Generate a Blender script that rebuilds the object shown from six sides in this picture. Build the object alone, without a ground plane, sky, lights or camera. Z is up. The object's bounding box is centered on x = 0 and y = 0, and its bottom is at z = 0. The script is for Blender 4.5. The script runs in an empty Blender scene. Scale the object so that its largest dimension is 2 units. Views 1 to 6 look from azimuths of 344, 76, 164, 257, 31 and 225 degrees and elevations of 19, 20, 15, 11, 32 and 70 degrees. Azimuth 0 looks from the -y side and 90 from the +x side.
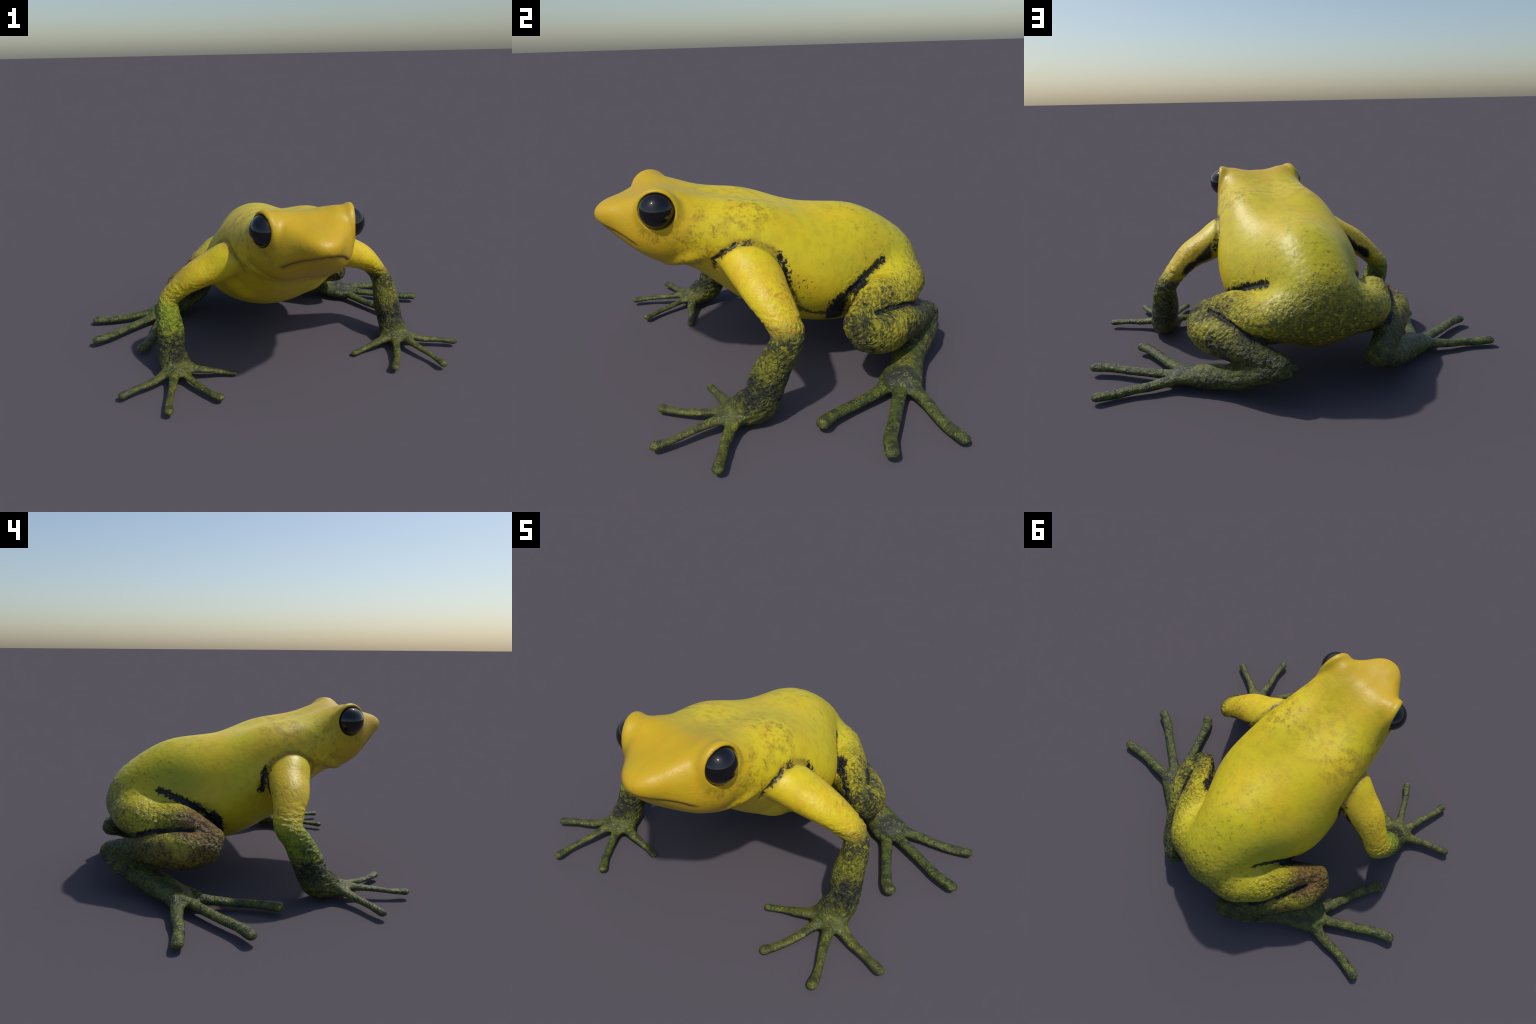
"""A yellow poison frog standing on its four feet, built as one smooth implicit
body (lofted trunk + tapered limb chains, softly joined), meshed, given skin
relief, and cut into anatomical parts that share one seamless surface."""
import bpy, math
import numpy as np
from mathutils import Vector

# --------------------------------------------------------------------------
# 1. SHAPE DESCRIPTION (left half; the frog is mirror-symmetric about x = 0)
# --------------------------------------------------------------------------
SNOUT_Y, RUMP_Y = -0.768, 0.742         # ends of the trunk along its axis
STATION_WARP = 1.25                     # packs more sections into the head
# height of the trunk's axis along y
AXIS_Y = [-0.785, -0.6, -0.45, -0.3, -0.1, 0.1, 0.3, 0.5, 0.65, 0.74]
AXIS_Z = [0.748, 0.72, 0.68, 0.63, 0.56, 0.48, 0.41, 0.37, 0.36, 0.355]
# cross-sections from snout to rump: radius control values, belly -> flank -> back
SECTIONS = [
    [0.151, 0.155, 0.173, 0.205, 0.235, 0.244, 0.246, 0.225, 0.192, 0.173, 0.162],
    [0.150, 0.154, 0.172, 0.204, 0.234, 0.243, 0.246, 0.225, 0.191, 0.173, 0.161],
    [0.150, 0.153, 0.172, 0.203, 0.233, 0.243, 0.246, 0.225, 0.191, 0.172, 0.161],
    [0.149, 0.153, 0.171, 0.203, 0.233, 0.242, 0.246, 0.225, 0.191, 0.172, 0.160],
    [0.173, 0.172, 0.178, 0.202, 0.232, 0.241, 0.246, 0.225, 0.190, 0.172, 0.160],
    [0.197, 0.197, 0.196, 0.209, 0.232, 0.241, 0.245, 0.224, 0.189, 0.171, 0.159],
    [0.221, 0.226, 0.236, 0.259, 0.270, 0.252, 0.244, 0.223, 0.188, 0.170, 0.158],
    [0.223, 0.234, 0.270, 0.305, 0.317, 0.304, 0.305, 0.288, 0.202, 0.167, 0.168],
    [0.203, 0.219, 0.272, 0.307, 0.311, 0.299, 0.316, 0.362, 0.276, 0.214, 0.211],
    [0.187, 0.191, 0.214, 0.251, 0.286, 0.301, 0.295, 0.308, 0.262, 0.206, 0.192],
    [0.229, 0.230, 0.239, 0.261, 0.288, 0.302, 0.296, 0.276, 0.228, 0.183, 0.172],
    [0.281, 0.284, 0.290, 0.298, 0.306, 0.309, 0.307, 0.292, 0.246, 0.192, 0.177],
    [0.317, 0.320, 0.332, 0.340, 0.335, 0.325, 0.318, 0.311, 0.275, 0.216, 0.198],
    [0.325, 0.327, 0.339, 0.359, 0.364, 0.347, 0.325, 0.305, 0.272, 0.233, 0.222],
    [0.320, 0.320, 0.332, 0.357, 0.377, 0.363, 0.332, 0.301, 0.277, 0.263, 0.261],
    [0.312, 0.313, 0.320, 0.336, 0.346, 0.338, 0.319, 0.306, 0.306, 0.316, 0.320],
    [0.307, 0.307, 0.309, 0.311, 0.306, 0.300, 0.300, 0.311, 0.332, 0.357, 0.364],
    [0.304, 0.304, 0.301, 0.293, 0.282, 0.276, 0.290, 0.317, 0.345, 0.366, 0.372],
    [0.306, 0.306, 0.303, 0.293, 0.282, 0.281, 0.304, 0.335, 0.356, 0.364, 0.366],
    [0.332, 0.333, 0.333, 0.328, 0.326, 0.338, 0.365, 0.388, 0.396, 0.389, 0.387],
    [0.302, 0.302, 0.309, 0.317, 0.330, 0.349, 0.369, 0.377, 0.372, 0.359, 0.355],
    [0.199, 0.201, 0.211, 0.228, 0.246, 0.261, 0.268, 0.264, 0.253, 0.242, 0.238],
    [0.105, 0.108, 0.122, 0.142, 0.161, 0.170, 0.168, 0.156, 0.143, 0.133, 0.130],
]
LID = (0.204, -0.516, 0.787, 0.074, 0.0070)   # eyelid ring: centre, ring radius, tube radius
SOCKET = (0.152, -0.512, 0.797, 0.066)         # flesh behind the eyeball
JAW = [(0, -0.49, 0.541, 0.022), (0.09, -0.487, 0.541, 0.022), (0.16, -0.455, 0.556, 0.022), (0.212, -0.405, 0.576, 0.022), (0.24, -0.345, 0.598, 0.02)]   # edge of the lower jaw
PECTORAL = [(0.18, -0.08, 0.38, 0.075), (0.225, -0.09, 0.42, 0.072)]   # chest muscle under the arm root
LID_AXIS = (0.965, -0.26, 0.02)              # it faces sideways and a little forward
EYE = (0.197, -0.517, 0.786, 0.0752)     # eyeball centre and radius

# limb chains: (x, y, z, radius[, widening]) from the body outward
ARM = [(0.17, -0.19, 0.585, 0.085, 1.25), (0.274, -0.173, 0.558, 0.087, 1.25), (0.363, -0.145, 0.51, 0.0805, 1.32), (0.454, -0.131, 0.468, 0.068, 1.362), (0.521, -0.107, 0.417, 0.055, 1.45), (0.586, -0.086, 0.345, 0.049, 1.376), (0.606, -0.121, 0.29, 0.057, 1.157), (0.605, -0.174, 0.187, 0.069, 1.103), (0.615, -0.213, 0.088, 0.066, 1.108), (0.606, -0.246, 0.079, 0.069, 1.036)]
FINGERS = [
    [(0.606, -0.268, 0.064, 0.040, 0.9), (0.545, -0.300, 0.050, 0.034, 0.75), (0.520, -0.325, 0.050, 0.026, 0.7), (0.461, -0.342, 0.041, 0.021, 0.7), (0.393, -0.351, 0.025, 0.016, 0.7), (0.329, -0.365, 0.013, 0.017, 0.7)],
    [(0.606, -0.268, 0.064, 0.040, 0.9), (0.56, -0.384, 0.045, 0.021, 0.7), (0.526, -0.459, 0.034, 0.018, 0.7), (0.487, -0.529, 0.028, 0.017, 0.7), (0.448, -0.583, 0.028, 0.021, 0.7)],
    [(0.606, -0.268, 0.064, 0.040, 0.9), (0.632, -0.395, 0.053, 0.024, 0.7), (0.655, -0.484, 0.045, 0.018, 0.7), (0.679, -0.56, 0.037, 0.016, 0.7), (0.69, -0.631, 0.032, 0.021, 0.7)],
    [(0.606, -0.268, 0.064, 0.040, 0.9), (0.671, -0.335, 0.049, 0.027, 0.7), (0.735, -0.372, 0.038, 0.022, 0.7), (0.804, -0.401, 0.037, 0.019, 0.7), (0.877, -0.431, 0.031, 0.022, 0.7)],
]
THIGH = [(0.164, 0.569, 0.336, 0.138, 0.781), (0.261, 0.475, 0.299, 0.124, 0.893), (0.346, 0.369, 0.303, 0.086, 1.206), (0.46, 0.238, 0.28, 0.046, 1.099)]
SHANK = [(0.495, 0.27, 0.237, 0.055, 1.144), (0.469, 0.365, 0.227, 0.077, 1.149), (0.403, 0.471, 0.216, 0.075, 1.138), (0.323, 0.595, 0.2, 0.063, 1.024), (0.221, 0.718, 0.169, 0.051, 0.999)]
SOLE = [(0.208, 0.715, 0.158, 0.056, 0.698), (0.281, 0.658, 0.13, 0.074, 0.615), (0.339, 0.591, 0.093, 0.08, 0.664), (0.406, 0.533, 0.07, 0.073, 0.734), (0.49, 0.478, 0.06, 0.07, 0.735), (0.582, 0.432, 0.059, 0.065, 0.497)]
TOES = [
    [(0.49, 0.425, 0.048, 0.042, 0.72), (0.545, 0.362, 0.044, 0.036, 0.72), (0.603, 0.312, 0.042, 0.029, 0.72), (0.657, 0.18, 0.036, 0.025, 0.72), (0.689, 0.103, 0.038, 0.024, 0.72), (0.717, 0.037, 0.036, 0.026, 0.72), (0.744, 0.002, 0.039, 0.029, 0.72)],
    [(0.59, 0.41, 0.05, 0.037, 0.72), (0.648, 0.368, 0.042, 0.03, 0.72), (0.737, 0.312, 0.04, 0.026, 0.72), (0.826, 0.255, 0.038, 0.025, 0.72), (0.901, 0.205, 0.039, 0.026, 0.72), (0.975, 0.174, 0.039, 0.027, 0.72)],
    [(0.585, 0.44, 0.05, 0.037, 0.72), (0.668, 0.437, 0.042, 0.031, 0.72), (0.746, 0.445, 0.034, 0.027, 0.72), (0.811, 0.443, 0.03, 0.025, 0.72), (0.884, 0.45, 0.025, 0.026, 0.72), (0.968, 0.463, 0.029, 0.026, 0.72)],
]
KNEE = (0.50, 0.24, 0.26)
HAND_HUB = np.array([0.605, -0.315, 0.05])
FOOT_HUB = np.array([0.63, 0.40, 0.05])

# --------------------------------------------------------------------------
# 2. IMPLICIT BODY
# --------------------------------------------------------------------------
SEC = np.array(SECTIONS)
N_STATION, N_ANGLE = SEC.shape[0] - 3, SEC.shape[1] - 1
_ay = np.linspace(-0.9, 0.9, 400)
_az = np.interp(_ay, AXIS_Y, AXIS_Z)
for _ in range(200):
    _az[1:-1] = 0.5 * _az[1:-1] + 0.25 * (_az[2:] + _az[:-2])


def bspline(t):
    return np.stack([(1 - t) ** 3, 3 * t ** 3 - 6 * t * t + 4, -3 * t ** 3 + 3 * t * t + 3 * t + 1, t ** 3], -1) / 6


def trunk_radius(y, phi):
    th = np.arccos(np.clip(1 - 2 * (y - SNOUT_Y) / (RUMP_Y - SNOUT_Y), -1, 1))
    a = (th / np.pi) ** (1 / STATION_WARP) * N_STATION
    i = np.clip(a.astype(int), 0, N_STATION - 1)
    wa = bspline(a - i)
    b = phi / np.pi * N_ANGLE
    j = np.clip(b.astype(int), 0, N_ANGLE - 1)
    wb = bspline(b - j)
    r = 0
    for q in range(4):
        jj = np.abs(j + q - 1)
        jj = np.where(jj > N_ANGLE, 2 * N_ANGLE - jj, jj)
        for p in range(4):
            r = r + wa[..., p] * wb[..., q] * SEC[i + p, jj]
    return r * np.sin(th)


def smin(a, b, k):
    h = np.clip(0.5 + 0.5 * (b - a) / k, 0, 1)
    return b + (a - b) * h - k * h * (1 - h)


def trunk(P):
    x, y, z = P[:, 0], P[:, 1], P[:, 2]

    def g(yy):
        dz = z - np.interp(yy, _ay, _az)
        return np.hypot(x, dz) - trunk_radius(yy, np.arctan2(x, -dz))
    yc = np.clip(y, SNOUT_Y, RUMP_Y)
    yb = np.clip(yc, SNOUT_Y + 2e-3, RUMP_Y - 2e-3)
    slope = (g(yb + 2e-3) - g(yb - 2e-3)) / 4e-3
    f = g(yc) / np.sqrt(1 + np.minimum(slope * slope, 30))
    dy = y - yc
    f = np.where(dy != 0, np.hypot(np.maximum(f, 0), dy), f)
    f = smin(f, chain(P, PECTORAL), 0.05)
    m = y < -0.3
    if m.any():
        H = P[m]
        ax = np.array(LID_AXIS) / np.linalg.norm(LID_AXIS)
        rel = H - np.array(LID[:3])
        along = rel @ ax
        across = np.sqrt(np.maximum((rel * rel).sum(1) - along * along, 0))
        ring = np.hypot(across - LID[3], along) - (LID[4] + 0.006 * rel[:, 2] / LID[3])   # thicker on top
        f[m] = smin(f[m], chain(H, JAW), 0.03)
        f[m] = smin(f[m], np.linalg.norm(H - np.array(SOCKET[:3]), axis=1) - SOCKET[3], 0.03)
        f[m] = smin(f[m], ring, 0.045)
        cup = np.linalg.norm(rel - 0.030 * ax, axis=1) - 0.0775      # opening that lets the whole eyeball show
        f[m] = -smin(-f[m], cup, 0.006)
    return f


def curve(nodes, sub):
    P = np.asarray(nodes, float)
    A = np.vstack([2 * P[0] - P[1], P, 2 * P[-1] - P[-2]])
    out = []
    for i in range(1, len(A) - 2):
        p0, p1, p2, p3 = A[i - 1:i + 3]
        for j in range(sub):
            t = j / sub
            out.append(0.5 * (2 * p1 + (p2 - p0) * t + (2 * p0 - 5 * p1 + 4 * p2 - p3) * t * t + (3 * p1 - p0 - 3 * p2 + p3) * t ** 3))
    out.append(A[-2])
    return np.array(out)


def chain(P, nodes, sub=8, axis=2):
    """distance to a tapered tube; a fifth node value widens it along one world axis"""
    best = np.full(len(P), 9.0)
    C = curve(nodes, sub)
    r = C[:, 3:4] * (np.maximum(C[:, 4:5], 1) if C.shape[1] > 4 else 1)
    lo, hi = (C[:, :3] - r).min(0) - 0.13, (C[:, :3] + r).max(0) + 0.13
    near = np.nonzero(((P > lo) & (P < hi)).all(1))[0]
    if len(near) == 0:
        return best
    Q, dist = P[near], np.full(len(near), 9.0)
    for a, b in zip(C[:-1], C[1:]):
        ab = b[:3] - a[:3]
        ap = Q - a[:3]
        t = np.clip(ap @ ab / (ab @ ab + 1e-12), 0, 1)
        v = ap - t[:, None] * ab
        rad = a[3] + t * (b[3] - a[3])
        d = np.sqrt((v * v).sum(1) + 1e-12)
        if C.shape[1] > 4:
            q = a[4] + t * (b[4] - a[4])
            w = v[:, axis] ** 2
            e = np.sqrt(d * d - w + w / q ** 2)
            d = (e - rad) * d / np.maximum(e, 1e-6)
        else:
            d = d - rad
        dist = np.minimum(dist, d)
    best[near] = dist
    return best


def body_parts(P):
    """distances to the trunk and limb pieces for points already folded to x >= 0"""
    return [trunk(P), chain(P, ARM, axis=1), *[chain(P, f, 6) for f in FINGERS], chain(P, THIGH), chain(P, SHANK),
            chain(P, SOLE), *[chain(P, t, 6) for t in TOES]]


def body(P):
    Q = P.copy()
    Q[:, 0] = np.abs(Q[:, 0])
    d = body_parts(Q)
    w = np.clip((Q[:, 1] - 0.38) / 0.24, 0, 1)
    f = smin(d[0], d[6], 0.014 + 0.056 * w * w * (3 - 2 * w))   # hip flows into the thigh, groove further forward
    hand = d[2]
    for k in (3, 4, 5):
        hand = smin(hand, d[k], 0.034)
    f = smin(f, smin(d[1], hand, 0.03), 0.012)       # shoulder fold
    toes = d[9]
    for k in (10, 11):
        toes = smin(toes, d[k], 0.030)
    low = smin(smin(d[7], d[8], 0.02), toes, 0.022)
    knee = np.linalg.norm(Q - np.array(KNEE), axis=1)
    f = smin(f, low, 0.010 + 0.05 * np.clip(1 - knee / 0.14, 0, 1))   # shank pressed against thigh, joined at the knee
    return f


# --------------------------------------------------------------------------
# 3. MESHING: surface nets on a block-sparse grid, then projection
# --------------------------------------------------------------------------
def surface_nets(h=0.0085, lo=(-1.03, -0.83, -0.03), hi=(1.03, 0.82, 0.92)):
    lo = np.array(lo)
    B = 4
    n = (np.ceil((np.array(hi) - lo) / (h * B)).astype(int)) * B + 1
    cg = [np.arange(0, n[k], B) for k in range(3)]
    G = np.stack(np.meshgrid(*cg, indexing="ij"), -1)
    fc = body(G.reshape(-1, 3) * h + lo).reshape(G.shape[:3])
    F = np.repeat(np.repeat(np.repeat(fc, B, 0), B, 1), B, 2)[:n[0], :n[1], :n[2]].astype(np.float32)
    act = np.abs(fc) < 2.6 * B * h
    use = np.repeat(np.repeat(np.repeat(act, B, 0), B, 1), B, 2)
    use = np.roll(use, (-(B // 2),) * 3, (0, 1, 2))[:n[0], :n[1], :n[2]]
    F = np.roll(np.repeat(np.repeat(np.repeat(fc, B, 0), B, 1), B, 2), (-(B // 2),) * 3, (0, 1, 2))[:n[0], :n[1], :n[2]].astype(np.float32)
    idx = np.argwhere(use)
    for s in range(0, len(idx), 200000):
        part = idx[s:s + 200000]
        F[part[:, 0], part[:, 1], part[:, 2]] = body(part * h + lo)
    s = F < 0
    c = s[:-1, :-1, :-1].astype(np.int8)
    tot = sum(s[i:n[0] - 1 + i, j:n[1] - 1 + j, k:n[2] - 1 + k].astype(np.int8) for i in (0, 1) for j in (0, 1) for k in (0, 1))
    cells = np.argwhere((tot > 0) & (tot < 8))
    vid = np.full(tot.shape, -1, np.int32)
    vid[cells[:, 0], cells[:, 1], cells[:, 2]] = np.arange(len(cells))
    acc, cnt = np.zeros((len(cells), 3)), np.zeros(len(cells))
    corners = [(i, j, k) for i in (0, 1) for j in (0, 1) for k in (0, 1)]
    for a in corners:
        for ax in range(3):
            if a[ax]:
                continue
            b = list(a); b[ax] = 1
            A = cells + a; Bc = cells + b
            fa = F[A[:, 0], A[:, 1], A[:, 2]]; fb = F[Bc[:, 0], Bc[:, 1], Bc[:, 2]]
            m = (fa < 0) != (fb < 0)
            t = np.where(m, fa / np.where(m, fa - fb, 1), 0)
            p = np.array(a, float)[None] + 0 * cells
            p[:, ax] = t
            acc += np.where(m[:, None], p, 0); cnt += m
    V = (cells + acc / cnt[:, None]) * h + lo
    quads = []
    for ax in range(3):
        u, v = (ax + 1) % 3, (ax + 2) % 3
        sl0 = [slice(1, -1)] * 3; sl0[ax] = slice(0, -1)
        sl1 = list(sl0); sl1[ax] = slice(1, None)
        s0, s1 = s[tuple(sl0)], s[tuple(sl1)]
        e = np.argwhere(s0 != s1)
        flip = s0[e[:, 0], e[:, 1], e[:, 2]]
        off = np.ones(3, int); off[ax] = 0
        base = e + off
        q = []
        for du, dv in ((-1, -1), (0, -1), (0, 0), (-1, 0)):
            o = np.zeros(3, int); o[u] = du; o[v] = dv
            cc = base + o
            q.append(vid[cc[:, 0], cc[:, 1], cc[:, 2]])
        q = np.stack(q, 1)
        q[~flip] = q[~flip][:, ::-1]
        quads.append(q)
    return V, np.vstack(quads)


def gradient(V, e=1e-3):
    g = np.stack([body(V + e * np.eye(3)[k]) - body(V - e * np.eye(3)[k]) for k in range(3)], 1)
    return g / (2 * e)


def project(V, times=2):
    for _ in range(times):
        f, g = body(V), gradient(V)
        n2 = np.maximum((g * g).sum(1), 0.15)
        V = V - np.clip(f / n2, -0.01, 0.01)[:, None] * g
    return V


def edges_of(Q):
    E = np.vstack([Q[:, [0, 1]], Q[:, [1, 2]], Q[:, [2, 3]], Q[:, [3, 0]]])
    E.sort(1)
    return E


def relax(V, Q, times):
    E = np.unique(edges_of(Q), axis=0)
    deg = np.bincount(E.ravel(), minlength=len(V))[:, None]
    for _ in range(times):
        S = np.zeros_like(V)
        for k in range(3):
            S[:, k] = np.bincount(E[:, 0], V[E[:, 1], k], len(V)) + np.bincount(E[:, 1], V[E[:, 0], k], len(V))
        V = 0.5 * V + 0.5 * S / np.maximum(deg, 1)
    return V


def subdivide(V, Q):
    E = edges_of(Q)
    U, inv = np.unique(E, axis=0, return_inverse=True)
    inv = inv.reshape(4, len(Q)).T + len(V)
    M = 0.5 * (V[U[:, 0]] + V[U[:, 1]])
    C = V[Q].mean(1)
    ci = np.arange(len(Q)) + len(V) + len(M)
    q = [np.stack([Q[:, k], inv[:, k], ci, inv[:, k - 1]], 1) for k in range(4)]
    return np.vstack([V, M, C]), np.vstack(q)


V, Q = surface_nets()
V = project(relax(V, Q, 2), 2)
V, Q = subdivide(V, Q)
V = project(relax(V, Q, 1), 1)


# --------------------------------------------------------------------------
# 3b. SKIN RELIEF: mouth slit, folds, pebbles and wrinkles pushed along normals
# --------------------------------------------------------------------------
MOUTH = [(0.0, -0.760, 0.714), (0.045, -0.742, 0.706), (0.09, -0.694, 0.687), (0.125, -0.655, 0.667), (0.155, -0.617, 0.641)]
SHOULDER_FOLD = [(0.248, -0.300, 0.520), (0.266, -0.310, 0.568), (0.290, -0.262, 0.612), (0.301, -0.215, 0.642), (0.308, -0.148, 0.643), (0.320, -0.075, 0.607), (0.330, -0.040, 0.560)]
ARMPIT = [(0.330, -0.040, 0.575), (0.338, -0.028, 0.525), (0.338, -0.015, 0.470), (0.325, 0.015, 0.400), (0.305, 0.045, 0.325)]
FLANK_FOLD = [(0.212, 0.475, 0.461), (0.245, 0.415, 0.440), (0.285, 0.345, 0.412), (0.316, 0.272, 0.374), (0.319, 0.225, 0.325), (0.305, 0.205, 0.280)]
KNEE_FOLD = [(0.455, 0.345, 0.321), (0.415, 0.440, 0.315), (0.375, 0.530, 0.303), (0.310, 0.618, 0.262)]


def line_distance(P, pts):
    best = np.full(len(P), 9.0)
    for a, b in zip(np.array(pts[:-1]), np.array(pts[1:])):
        ab = b - a
        t = np.clip((P - a) @ ab / (ab @ ab), 0, 1)
        best = np.minimum(best, np.linalg.norm(P - a - t[:, None] * ab, axis=1))
    return best


def lattice_noise(P, freq, seed):
    """smooth gradient noise, vectorised"""
    rng = np.random.default_rng(seed)
    perm = rng.permutation(512)
    grad = rng.normal(size=(512, 3))
    grad /= np.linalg.norm(grad, axis=1)[:, None]
    X = P * freq + 100.0
    I = np.floor(X).astype(int)
    f = X - I
    u = f * f * f * (f * (f * 6 - 15) + 10)
    out = 0
    for i in (0, 1):
        for j in (0, 1):
            for k in (0, 1):
                h = perm[(perm[(perm[(I[:, 0] + i) % 512] + I[:, 1] + j) % 512] + I[:, 2] + k) % 512]
                dot = (grad[h] * (f - np.array([i, j, k]))).sum(1)
                w = (u[:, 0] if i else 1 - u[:, 0]) * (u[:, 1] if j else 1 - u[:, 1]) * (u[:, 2] if k else 1 - u[:, 2])
                out = out + w * dot
    return out


def ramp(x, a, b):
    t = np.clip((x - a) / (b - a), 0, 1)
    return t * t * (3 - 2 * t)


FOLD = V.copy()
FOLD[:, 0] = np.abs(FOLD[:, 0])
parts = np.stack(body_parts(FOLD), 1)
arm_w = ramp(parts[:, 0] - parts[:, 1:6].min(1), 0.0, 0.06) * ramp(-FOLD[:, 2], -0.50, -0.36)
leg_w = ramp(parts[:, 0] - parts[:, 6:].min(1), -0.05, 0.06)
digit_w = np.maximum(ramp(-parts[:, 2:6].min(1), -0.012, 0.0), ramp(-parts[:, 9:].min(1), -0.012, 0.0))
rump_w = ramp(FOLD[:, 1], 0.25, 0.65)
rough_w = np.clip(np.maximum(arm_w, leg_w), 0, 1)
Z = V * np.array([1.0, 1.0, 1.5])
pebble = 0.7 - 2.0 * np.abs(lattice_noise(V + 0.02 * lattice_noise(V, 20, 9)[:, None], 29, 3)) + 0.8 * lattice_noise(V, 66, 4)
wrinkle = 1 - 2.4 * np.abs(lattice_noise(V * np.array([0.7, 0.7, 1.9]) + 0.05 * lattice_noise(V, 9, 8)[:, None], 24, 5)) + 0.5 * lattice_noise(V, 58, 6)
soft = lattice_noise(V, 40, 7)
patchy = np.clip(0.65 + 1.6 * lattice_noise(V, 7, 11) + 0.8 * lattice_noise(V, 15, 12), 0.15, 1.5)
amp = 0.0040 * patchy * rough_w * (1 - 0.75 * digit_w)
push = amp * (np.where(arm_w > leg_w, 1.5 * (wrinkle - 0.6), pebble - 0.3) - 0.12) + (0.0017 * rump_w * (1 - rough_w) + 0.0004) * soft
push -= 0.0028 * np.exp(-(line_distance(FOLD, MOUTH) / 0.006) ** 2)
below = FOLD[:, 2] - np.interp(FOLD[:, 1], [-0.76, -0.742, -0.694, -0.655, -0.617], [0.714, 0.706, 0.687, 0.667, 0.641])
lip = line_distance(FOLD, MOUTH)
push += np.where(below > 0, 0.0012, -0.0018) * np.exp(-(lip / 0.018) ** 2) * (1 - np.exp(-(lip / 0.006) ** 2))
for fold, depth, width in ((SHOULDER_FOLD, 0.006, 0.010), (ARMPIT, 0.005, 0.012), (FLANK_FOLD, 0.006, 0.010), (KNEE_FOLD, 0.004, 0.007)):
    push -= depth * np.exp(-(line_distance(FOLD, fold) / width) ** 2)
face_n = np.cross(V[Q[:, 2]] - V[Q[:, 0]], V[Q[:, 3]] - V[Q[:, 1]])
G = np.stack([np.bincount(Q.ravel(), np.repeat(face_n[:, k], 4), len(V)) for k in range(3)], 1)
G /= np.maximum(np.linalg.norm(G, axis=1), 1e-12)[:, None]
V = V + push[:, None] * G
V[:, 2] = np.maximum(V[:, 2], 0.0)


# --------------------------------------------------------------------------
# 4. PARTS
# --------------------------------------------------------------------------
def part_of(P):
    """(part name, side) index per point"""
    Qp = P.copy(); Qp[:, 0] = np.abs(Qp[:, 0])
    d = np.stack(body_parts(Qp), 1)
    k = d.argmin(1)
    lab = np.zeros(len(P), int)                       # 0 torso
    lab[(k == 0) & (Qp[:, 1] + 0.25 * (Qp[:, 2] - 0.6) < -0.36)] = 1      # head
    lab[(k == 1) & (Qp[:, 2] > 0.105)] = 2            # forelimb
    lab[(k == 1) & (Qp[:, 2] <= 0.105)] = 3           # hand
    fing = (k >= 2) & (k <= 5)
    far = np.linalg.norm(Qp[:, :2] - HAND_HUB[:2], axis=1) > 0.075
    lab[fing] = 3
    lab[fing & far] = (4 + k - 2)[fing & far]         # 4..7 fingers
    lab[(k == 6) | (k == 7)] = 8                      # hindlimb
    lab[k == 8] = 9                                   # foot
    toe = k >= 9
    far = np.linalg.norm(Qp[:, :2] - FOOT_HUB[:2], axis=1) > 0.085
    lab[toe] = 9
    lab[toe & far] = (10 + k - 9)[toe & far]          # 10..12 toes
    return lab


NAMES = ["torso", "head", "forelimb", "hand", "finger", "finger", "finger", "finger", "hindlimb", "foot", "toe", "toe", "toe"]
centre = V[Q].mean(1)
label = part_of(centre)
side = (centre[:, 0] < 0).astype(int)
side[label < 2] = 0

whole = bpy.data.meshes.new("whole_skin")
whole.from_pydata(V.tolist(), [], Q.tolist())
whole.update()
NRM = np.empty(len(V) * 3, np.float32)
whole.vertices.foreach_get("normal", NRM)
NRM = NRM.reshape(-1, 3)
bpy.data.meshes.remove(whole)

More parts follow.
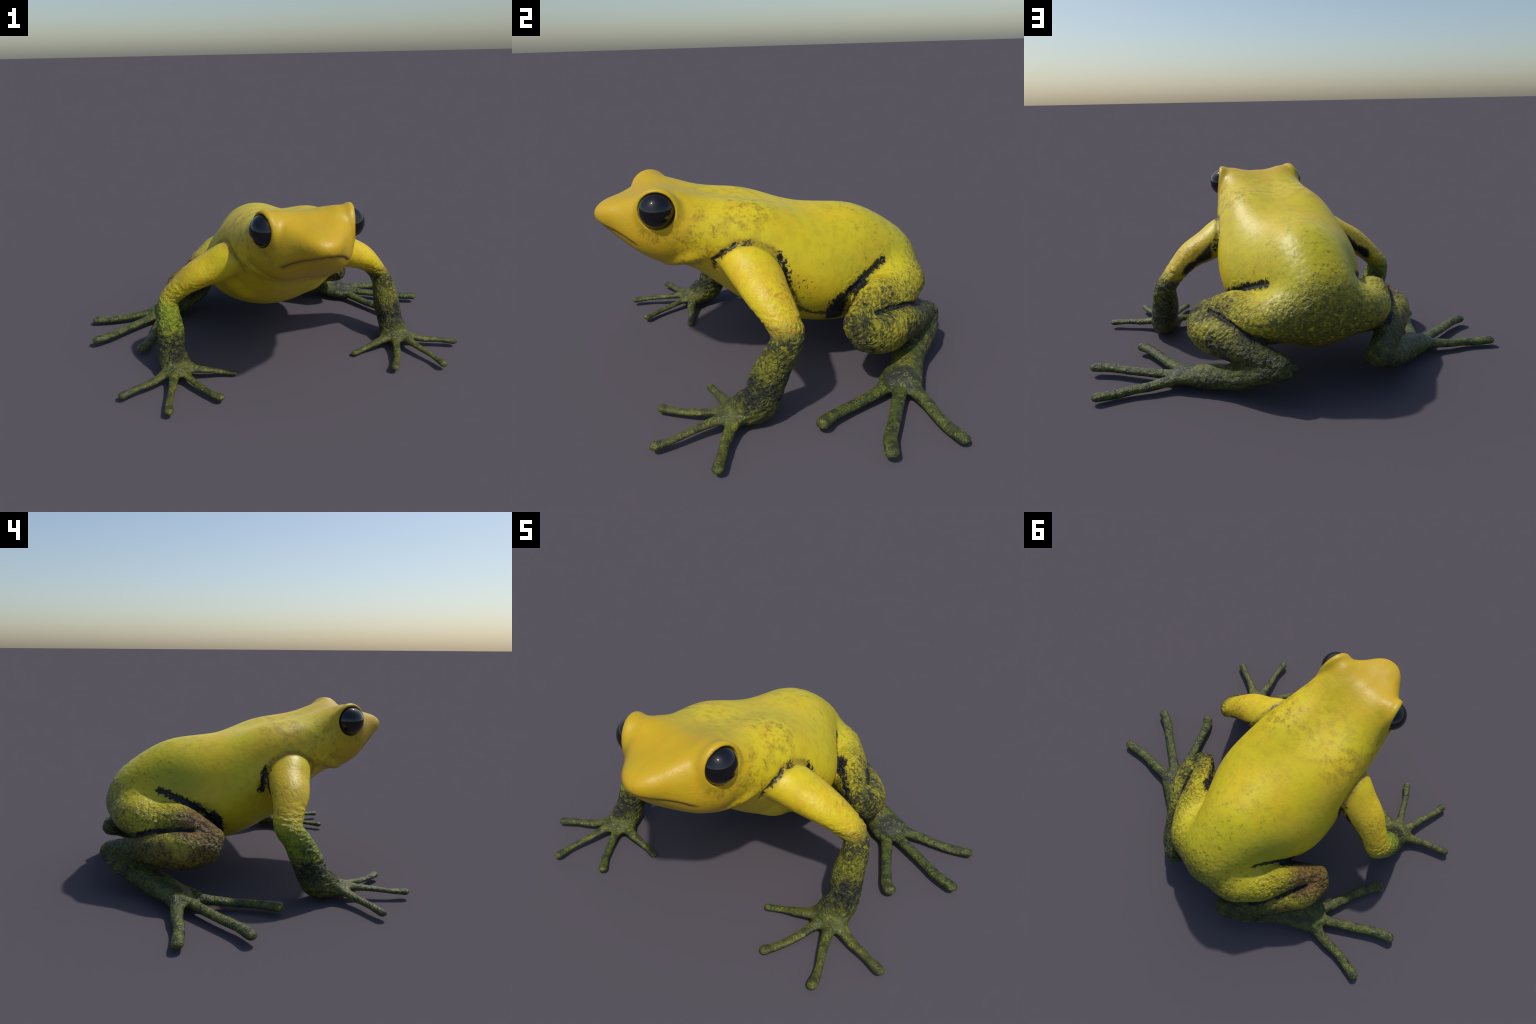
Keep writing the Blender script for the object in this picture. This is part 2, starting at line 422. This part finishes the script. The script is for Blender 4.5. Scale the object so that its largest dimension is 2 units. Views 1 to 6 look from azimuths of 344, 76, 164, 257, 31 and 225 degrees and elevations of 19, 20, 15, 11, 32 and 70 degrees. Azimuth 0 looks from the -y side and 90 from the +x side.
# --------------------------------------------------------------------------
# 3c. MATERIALS (all masks computed in nodes from Object coordinates)
# --------------------------------------------------------------------------
class Graph:
    """small arithmetic layer over shader nodes"""

    def __init__(self, mat):
        mat.use_nodes = True
        self.t = mat.node_tree
        self.bsdf = self.t.nodes["Principled BSDF"]

    def put(self, sock, val):
        if isinstance(val, bpy.types.NodeSocket):
            self.t.links.new(val, sock)
        elif isinstance(val, (tuple, list)) and len(val) == 3 and sock.type == "RGBA":
            sock.default_value = (*val, 1)
        else:
            sock.default_value = val

    def math(self, op, a, b=None, clamp=False):
        n = self.t.nodes.new("ShaderNodeMath")
        n.operation = op
        n.use_clamp = clamp
        self.put(n.inputs[0], a)
        if b is not None:
            self.put(n.inputs[1], b)
        return n.outputs[0]

    def vec(self, op, a, b=None, scale=None):
        n = self.t.nodes.new("ShaderNodeVectorMath")
        n.operation = op
        self.put(n.inputs[0], a)
        if b is not None:
            self.put(n.inputs[1], b)
        if scale is not None:
            self.put(n.inputs["Scale"], scale)
        return n.outputs["Value"] if op in ("DOT_PRODUCT", "LENGTH", "DISTANCE") else n.outputs["Vector"]

    def ss(self, x, a, b):
        n = self.t.nodes.new("ShaderNodeMapRange")
        n.interpolation_type = "SMOOTHSTEP"
        self.put(n.inputs["Value"], x)
        if a < b:
            lo, hi, o0, o1 = a, b, 0.0, 1.0
        else:
            lo, hi, o0, o1 = b, a, 1.0, 0.0
        n.inputs["From Min"].default_value = lo
        n.inputs["From Max"].default_value = hi
        n.inputs["To Min"].default_value = o0
        n.inputs["To Max"].default_value = o1
        return n.outputs["Result"]

    def mul(self, *a):
        r = a[0]
        for b in a[1:]:
            r = self.math("MULTIPLY", r, b)
        return r

    def add(self, a, b):
        return self.math("ADD", a, b)

    def mx(self, *a):
        r = a[0]
        for b in a[1:]:
            r = self.math("MAXIMUM", r, b)
        return r

    def inv(self, a):
        return self.math("SUBTRACT", 1.0, a)

    def noise(self, p, scale, detail=3.0, rough=0.55, distortion=0.0):
        n = self.t.nodes.new("ShaderNodeTexNoise")
        self.put(n.inputs["Vector"], p)
        n.inputs["Scale"].default_value = scale
        n.inputs["Detail"].default_value = detail
        n.inputs["Roughness"].default_value = rough
        n.inputs["Distortion"].default_value = distortion
        return n

    def voronoi(self, p, scale, feature="F1"):
        n = self.t.nodes.new("ShaderNodeTexVoronoi")
        n.feature = feature
        self.put(n.inputs["Vector"], p)
        n.inputs["Scale"].default_value = scale
        return n.outputs["Distance"]

    def mix(self, fac, a, b):
        n = self.t.nodes.new("ShaderNodeMix")
        n.data_type = "RGBA"
        self.put(n.inputs[0], fac)
        self.put(n.inputs[6], a)
        self.put(n.inputs[7], b)
        return n.outputs[2]

    def ball(self, p, centre, r0, r1):
        return self.ss(self.vec("DISTANCE", p, centre), r1, r0)

    def line(self, p, pts):
        best = None
        for a, b in zip(pts[:-1], pts[1:]):
            A, B = Vector(a), Vector(b)
            ab = B - A
            rel = self.vec("SUBTRACT", p, tuple(A))
            t = self.math("MULTIPLY", self.vec("DOT_PRODUCT", rel, tuple(ab)), 1.0 / ab.length_squared, clamp=True)
            off = self.vec("SCALE", tuple(ab), scale=t)
            d = self.vec("DISTANCE", rel, off)
            best = d if best is None else self.math("MINIMUM", best, d)
        return best


def make_skin():
    m = bpy.data.materials.new("frog_skin")
    g = Graph(m)
    co = g.t.nodes.new("ShaderNodeTexCoord").outputs["Object"]
    # ragged, slightly displaced coordinates so that no border is a clean line
    wob = g.noise(co, 38, 4, 0.65).outputs["Color"]
    pw = g.vec("ADD", co, g.vec("SCALE", g.vec("SUBTRACT", wob, (0.5, 0.5, 0.5)), scale=0.030))
    low = g.noise(co, 5.5, 3).outputs["Fac"]
    mid = g.noise(co, 22, 4, 0.6).outputs["Fac"]
    fine = g.noise(co, 62, 5, 0.65, 0.4).outputs["Fac"]
    grain = g.noise(co, 150, 3, 0.6).outputs["Fac"]
    sep = g.t.nodes.new("ShaderNodeSeparateXYZ")
    g.put(sep.inputs[0], co)
    sx, y, z = sep.outputs
    x = g.math("ABSOLUTE", sx)
    left = g.ss(sx, -0.02, 0.02)
    right = g.inv(left)

    def fold_x(p):
        s = g.t.nodes.new("ShaderNodeSeparateXYZ")
        g.put(s.inputs[0], p)
        c = g.t.nodes.new("ShaderNodeCombineXYZ")
        g.put(c.inputs[0], g.math("ABSOLUTE", s.outputs[0]))
        g.put(c.inputs[1], s.outputs[1])
        g.put(c.inputs[2], s.outputs[2])
        return c.outputs[0], s
    F, _ = fold_x(co)
    W, ws = fold_x(pw)
    wy, wz = ws.outputs[1], ws.outputs[2]
    wx = g.math("ABSOLUTE", ws.outputs[0])

    # ---- where each region lies
    head = g.ss(y, -0.28, -0.56)
    rump = g.ss(g.add(y, g.mul(g.math("SUBTRACT", mid, 0.5), 0.25)), 0.15, 0.62)
    arm = g.mul(g.ss(x, 0.35, 0.40), g.ss(y, 0.08, 0.02))
    arm = g.mx(arm, g.mul(g.ss(z, 0.15, 0.12), g.ss(y, -0.15, -0.20)))
    hand_end = g.ss(wz, 0.115, 0.085)
    thigh = g.ss(g.line(F, [(0.22, 0.50, 0.36), (0.36, 0.36, 0.31), (0.47, 0.26, 0.28)]), 0.19, 0.10)
    thigh = g.mul(thigh, g.ss(x, 0.20, 0.33))
    shank = g.ss(g.line(F, [(0.49, 0.26, 0.22), (0.41, 0.45, 0.20), (0.22, 0.72, 0.165)]), 0.115, 0.088)
    heel = g.ss(wy, 0.46, 0.64)
    foot = g.ss(g.line(F, [(0.20, 0.73, 0.155), (0.33, 0.60, 0.09), (0.48, 0.48, 0.055), (0.62, 0.41, 0.05)]), 0.098, 0.078)
    foot = g.mx(g.mul(foot, g.ss(g.add(g.mul(wx, 0.4), wz), 0.46, 0.36)), g.mul(g.ss(x, 0.42, 0.46), g.ss(z, 0.125, 0.102), g.ss(y, -0.10, -0.06)))

    # ---- yellow of the trunk
    yellow = g.mix(g.ss(low, 0.35, 0.68), (0.70, 0.56, 0.013), (0.73, 0.50, 0.014))
    yellow = g.mix(g.mul(g.ss(mid, 0.42, 0.68), 0.6), yellow, (0.57, 0.46, 0.014))
    col = g.mix(head, yellow, g.mix(g.ss(mid, 0.40, 0.66), (0.59, 0.365, 0.012), (0.55, 0.38, 0.012)))
    # greener hindquarters with olive freckles
    col = g.mix(g.mul(rump, 0.55), col, (0.47, 0.45, 0.016))
    freckle = g.mul(g.ss(fine, 0.53, 0.64), g.add(0.10, g.mul(rump, 0.75)), g.ss(mid, 0.38, 0.62), g.ss(y, -0.3, 0.05))
    col = g.mix(freckle, col, (0.17, 0.16, 0.014))
    back_end = g.ss(g.add(g.add(y, g.mul(z, -0.45)), g.mul(g.math("SUBTRACT", fine, 0.5), 0.30)), 0.33, 0.60)
    col = g.mix(g.mul(back_end, g.ss(fine, 0.27, 0.52), 0.90), col, (0.115, 0.108, 0.014))
    # brown stippling on cheeks, jaw, shoulders and nape
    stip = g.mx(g.ball(F, (0.215, -0.545, 0.685), 0.03, 0.085), g.ball(F, (0.252, -0.37, 0.665), 0.06, 0.17),
                g.ball(F, (0.245, -0.40, 0.585), 0.03, 0.12), g.mul(g.ball(F, (0.205, -0.16, 0.755), 0.05, 0.18), 0.95),
                g.mul(g.ball(F, (0.05, -0.21, 0.80), 0.05, 0.24), 0.38), g.mul(g.ball(F, (0.0, 0.27, 0.70), 0.02, 0.10), 0.35))
    smudge = g.mul(stip, g.ss(mid, 0.46, 0.64), 0.42)
    col = g.mix(smudge, col, (0.36, 0.23, 0.014))
    stip = g.mul(stip, g.add(0.62, g.mul(left, 0.38)), g.ss(fine, 0.49, 0.60), g.ss(mid, 0.36, 0.56))
    col = g.mix(g.mul(stip, 0.72), col, (0.30, 0.175, 0.014))
    # tiny dark pits
    pit = g.ss(g.voronoi(co, 21), 0.13, 0.06)
    col = g.mix(g.mul(pit, g.ss(mid, 0.52, 0.60), g.ss(y, -0.25, 0.25), 0.55), col, (0.16, 0.13, 0.02))

    hipgreen = g.mul(right, g.ball(W, (0.27, 0.40, 0.52), 0.03, 0.20))
    col = g.mix(g.mul(hipgreen, 0.55), col, (0.24, 0.30, 0.022))
    # ---- arms: yellow, orange mottling, olive elbow, dark green forearm and hand
    warm_arm = g.mul(arm, g.ss(z, 0.62, 0.52), g.ss(mid, 0.36, 0.60))
    col = g.mix(g.mul(warm_arm, 0.55), col, (0.70, 0.43, 0.018))
    mott = g.mul(g.ss(fine, 0.49, 0.62), g.mx(g.mul(g.ball(F, (0.50, -0.06, 0.49), 0.05, 0.15), 1.0), 0.30), arm)
    col = g.mix(g.mul(mott, 0.8), col, (0.46, 0.24, 0.014))
    side_shift = g.mul(right, 0.02)
    tone = g.add(wz, side_shift)
    olive = g.mix(g.ss(g.add(g.mul(fine, 0.55), g.mul(mid, 0.45)), 0.43, 0.58), (0.27, 0.262, 0.017), (0.078, 0.080, 0.015))
    olive = g.mix(g.mul(right, g.ss(z, 0.18, 0.26)), olive, g.mix(g.ss(fine, 0.45, 0.65), (0.29, 0.355, 0.020), (0.12, 0.165, 0.017)))
    col = g.mix(g.mul(arm, g.ss(g.add(tone, g.mul(g.math("SUBTRACT", fine, 0.5), 0.22)), 0.44, 0.33)), col, olive)
    dark = g.mix(g.ss(fine, 0.40, 0.62), (0.120, 0.128, 0.014), (0.022, 0.025, 0.016))
    col = g.mix(g.mul(arm, g.ss(g.add(tone, g.mul(g.math("SUBTRACT", mid, 0.5), 0.28)), 0.255, 0.165)), col, dark)
    band = g.mul(arm, left, g.ss(g.math("ABSOLUTE", g.math("SUBTRACT", wz, 0.335)), 0.034, 0.012), g.ss(fine, 0.38, 0.52))
    col = g.mix(g.mul(band, 0.95), col, (0.045, 0.045, 0.020))


    # ---- hind legs
    leg_olive = g.mix(g.ss(g.add(g.mul(fine, 0.55), g.mul(mid, 0.45)), 0.44, 0.58), (0.30, 0.28, 0.016), (0.055, 0.054, 0.013))
    far_down = g.ss(g.add(g.add(g.mul(wx, 0.9), g.mul(wz, -0.55)), g.mul(g.math("SUBTRACT", fine, 0.5), 0.35)), 0.06, 0.24)
    col = g.mix(g.mul(thigh, g.add(g.mul(far_down, 0.85), 0.12)), col, leg_olive)
    col = g.mix(g.mul(shank, 0.95), col, g.mix(g.mul(heel, 0.9), leg_olive, g.mix(g.ss(fine, 0.42, 0.6), (0.10, 0.115, 0.015), (0.033, 0.040, 0.017))))
    brown = g.mul(right, g.mx(g.mul(g.ball(F, (0.44, 0.30, 0.345), 0.06, 0.17), 0.95), g.mul(shank, 0.62)), g.inv(heel))
    col = g.mix(brown, col, g.mix(g.ss(fine, 0.43, 0.62), (0.27, 0.145, 0.034), (0.085, 0.055, 0.016)))
    blotch = g.mul(g.mx(g.mul(arm, g.ss(z, 0.31, 0.24), g.ss(z, 0.07, 0.10)), g.mul(shank, g.add(0.25, g.mul(left, 0.6))), g.mul(thigh, far_down, g.add(0.15, g.mul(left, 0.7)))), g.ss(g.noise(co, 10.5, 3, 0.62).outputs["Fac"], 0.475, 0.55), g.ss(fine, 0.35, 0.48))
    col = g.mix(g.mul(blotch, 0.85), col, (0.020, 0.022, 0.018))
    green = g.mix(g.ss(mid, 0.42, 0.62), (0.075, 0.088, 0.014), (0.030, 0.040, 0.016))
    col = g.mix(foot, col, green)
    slate = g.mul(foot, left, g.ball(W, (0.58, 0.40, 0.075), 0.035, 0.085))
    col = g.mix(g.mul(slate, 0.85), col, (0.036, 0.036, 0.034))
    warm = g.mul(foot, left, g.ball(W, (0.50, 0.45, 0.115), 0.01, 0.07), g.ss(fine, 0.42, 0.55))
    col = g.mix(g.mul(warm, 0.7), col, (0.24, 0.20, 0.025))

    # ---- hands and toes: dark green, crackled with yellow-green
    hand = g.mul(arm, hand_end)
    col = g.mix(hand, col, g.mix(g.ss(mid, 0.42, 0.6), (0.090, 0.095, 0.013), (0.045, 0.052, 0.015)))
    crack = g.ss(g.voronoi(pw, 66, "DISTANCE_TO_EDGE"), 0.12, 0.02)
    crack = g.mul(crack, g.ss(g.noise(co, 34, 3).outputs["Fac"], 0.52, 0.59), g.mx(hand, g.mul(foot, 0.9)))
    col = g.mix(g.mul(crack, 0.72), col, (0.25, 0.26, 0.016))

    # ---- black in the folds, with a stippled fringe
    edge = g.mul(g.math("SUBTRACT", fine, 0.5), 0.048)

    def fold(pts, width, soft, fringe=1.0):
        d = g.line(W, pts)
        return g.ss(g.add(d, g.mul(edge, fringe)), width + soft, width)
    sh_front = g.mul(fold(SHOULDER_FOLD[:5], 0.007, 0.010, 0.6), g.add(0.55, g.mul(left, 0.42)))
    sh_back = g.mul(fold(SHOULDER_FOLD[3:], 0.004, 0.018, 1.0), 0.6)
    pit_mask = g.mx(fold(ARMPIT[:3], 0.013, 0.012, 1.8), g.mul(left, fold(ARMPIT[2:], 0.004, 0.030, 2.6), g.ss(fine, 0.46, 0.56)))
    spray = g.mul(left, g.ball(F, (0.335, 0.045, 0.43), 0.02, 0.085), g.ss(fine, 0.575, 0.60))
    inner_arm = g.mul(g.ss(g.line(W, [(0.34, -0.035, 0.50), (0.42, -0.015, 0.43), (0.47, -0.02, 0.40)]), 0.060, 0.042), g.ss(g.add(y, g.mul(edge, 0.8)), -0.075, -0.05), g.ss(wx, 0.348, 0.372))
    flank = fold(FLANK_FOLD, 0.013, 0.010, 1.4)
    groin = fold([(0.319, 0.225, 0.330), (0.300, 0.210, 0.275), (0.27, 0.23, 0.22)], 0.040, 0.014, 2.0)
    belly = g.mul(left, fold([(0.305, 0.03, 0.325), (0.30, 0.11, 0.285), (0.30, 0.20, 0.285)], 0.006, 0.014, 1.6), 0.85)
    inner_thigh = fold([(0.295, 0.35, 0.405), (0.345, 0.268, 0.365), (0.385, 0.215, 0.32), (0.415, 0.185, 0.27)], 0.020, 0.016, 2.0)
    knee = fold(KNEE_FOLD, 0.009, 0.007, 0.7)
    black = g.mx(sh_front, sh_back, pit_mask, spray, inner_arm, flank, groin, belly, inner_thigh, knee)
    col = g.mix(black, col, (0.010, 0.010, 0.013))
    halo = g.mul(g.ss(g.line(F, SHOULDER_FOLD), 0.034, 0.012), 0.45)
    col = g.mix(g.mul(halo, g.inv(black)), col, (0.42, 0.27, 0.03))
    # mouth line
    lipd = g.line(F, MOUTH)
    col = g.mix(g.mul(g.ss(lipd, 0.026, 0.004), 0.45), col, (0.20, 0.095, 0.016))
    col = g.mix(g.mul(g.ss(g.add(lipd, g.mul(edge, 0.16)), 0.0075, 0.002), 0.72), col, (0.055, 0.022, 0.014))
    # little scar-like marks on the crown and nape
    scar = g.mx(fold([(0.105, -0.475, 0.868), (0.075, -0.452, 0.858)], 0.0035, 0.005, 0.35), fold([(0.055, -0.255, 0.81), (0.03, -0.235, 0.805)], 0.003, 0.006, 0.5))
    col = g.mix(g.mul(scar, left, 0.75), col, (0.13, 0.09, 0.03))
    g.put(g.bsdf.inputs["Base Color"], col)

    # ---- surface grain
    limb = g.mx(arm, thigh, shank, foot)
    rough_zone = g.mx(g.mul(arm, g.add(0.14, g.mul(g.ss(z, 0.45, 0.33), 0.80)), g.add(0.38, g.mul(g.ss(z, 0.07, 0.12), 0.62))), g.mul(thigh, 0.8), shank, g.mul(foot, 0.42), g.mul(back_end, 0.85))
    rough_zone = g.mx(rough_zone, 0.07)
    pebbles = g.voronoi(g.vec("ADD", co, g.vec("SCALE", wob, scale=0.012)), 62, "SMOOTH_F1")
    worm = g.noise(co, 31, 2, 0.5, 0.5).outputs["Fac"]
    crevice = g.ss(g.math("ABSOLUTE", g.math("SUBTRACT", worm, 0.5)), 0.0, 0.13)
    height = g.add(g.add(g.mul(crevice, 0.19), g.mul(g.inv(pebbles), 0.40)), g.add(g.add(g.mul(fine, 0.6), g.mul(mid, 0.4)), g.mul(grain, 0.22)))
    bump = g.t.nodes.new("ShaderNodeBump")
    bump.inputs["Distance"].default_value = 0.028
    g.put(bump.inputs["Strength"], g.mul(rough_zone, 1.0))
    g.put(bump.inputs["Height"], height)
    g.put(g.bsdf.inputs["Normal"], bump.outputs["Normal"])
    g.put(g.bsdf.inputs["Roughness"], g.add(g.add(0.36, g.mul(rough_zone, -0.06)), g.mul(fine, 0.18)))
    g.bsdf.inputs["Specular IOR Level"].default_value = 0.42
    return m


def make_eye():
    m = bpy.data.materials.new("black_eye")
    g = Graph(m)
    g.bsdf.inputs["Base Color"].default_value = (0.004, 0.004, 0.006, 1)
    g.bsdf.inputs["Roughness"].default_value = 0.04
    g.bsdf.inputs["Coat Weight"].default_value = 0.4
    g.bsdf.inputs["Coat Roughness"].default_value = 0.02
    return m


skin, eye_mat = make_skin(), make_eye()


frog = bpy.data.objects.new("frog", None)
frog.empty_display_size = 0.2
bpy.context.collection.objects.link(frog)
frog["label"] = "yellow poison frog with dark green legs and black eyes"
frog["category"] = "frog"


def skin_piece(name, mask, parent):
    q = Q[mask]
    used, inv = np.unique(q, return_inverse=True)
    me = bpy.data.meshes.new(name)
    me.from_pydata(V[used].tolist(), [], inv.reshape(-1, 4).tolist())
    me.update()
    me.shade_smooth()
    me.normals_split_custom_set_from_vertices(NRM[used].tolist())
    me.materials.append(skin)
    ob = bpy.data.objects.new(name, me)
    bpy.context.collection.objects.link(ob)
    ob.parent = parent
    return ob


for s in (0, 1):
    made = {}
    for l, name in enumerate(NAMES):
        m = (label == l) & (side == s)
        if not m.any():
            continue
        parent = made.get("hand") if name == "finger" else made.get("foot") if name == "toe" else frog
        made[name] = skin_piece(name, m, parent)


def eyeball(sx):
    import bmesh
    bm = bmesh.new()
    bmesh.ops.create_uvsphere(bm, u_segments=64, v_segments=40, radius=EYE[3])
    me = bpy.data.meshes.new("eye")
    bm.to_mesh(me); bm.free()
    me.shade_smooth()
    me.materials.append(eye_mat)
    ob = bpy.data.objects.new("eye", me)
    ob.location = (sx * EYE[0], EYE[1], EYE[2])
    bpy.context.collection.objects.link(ob)
    ob.parent = frog


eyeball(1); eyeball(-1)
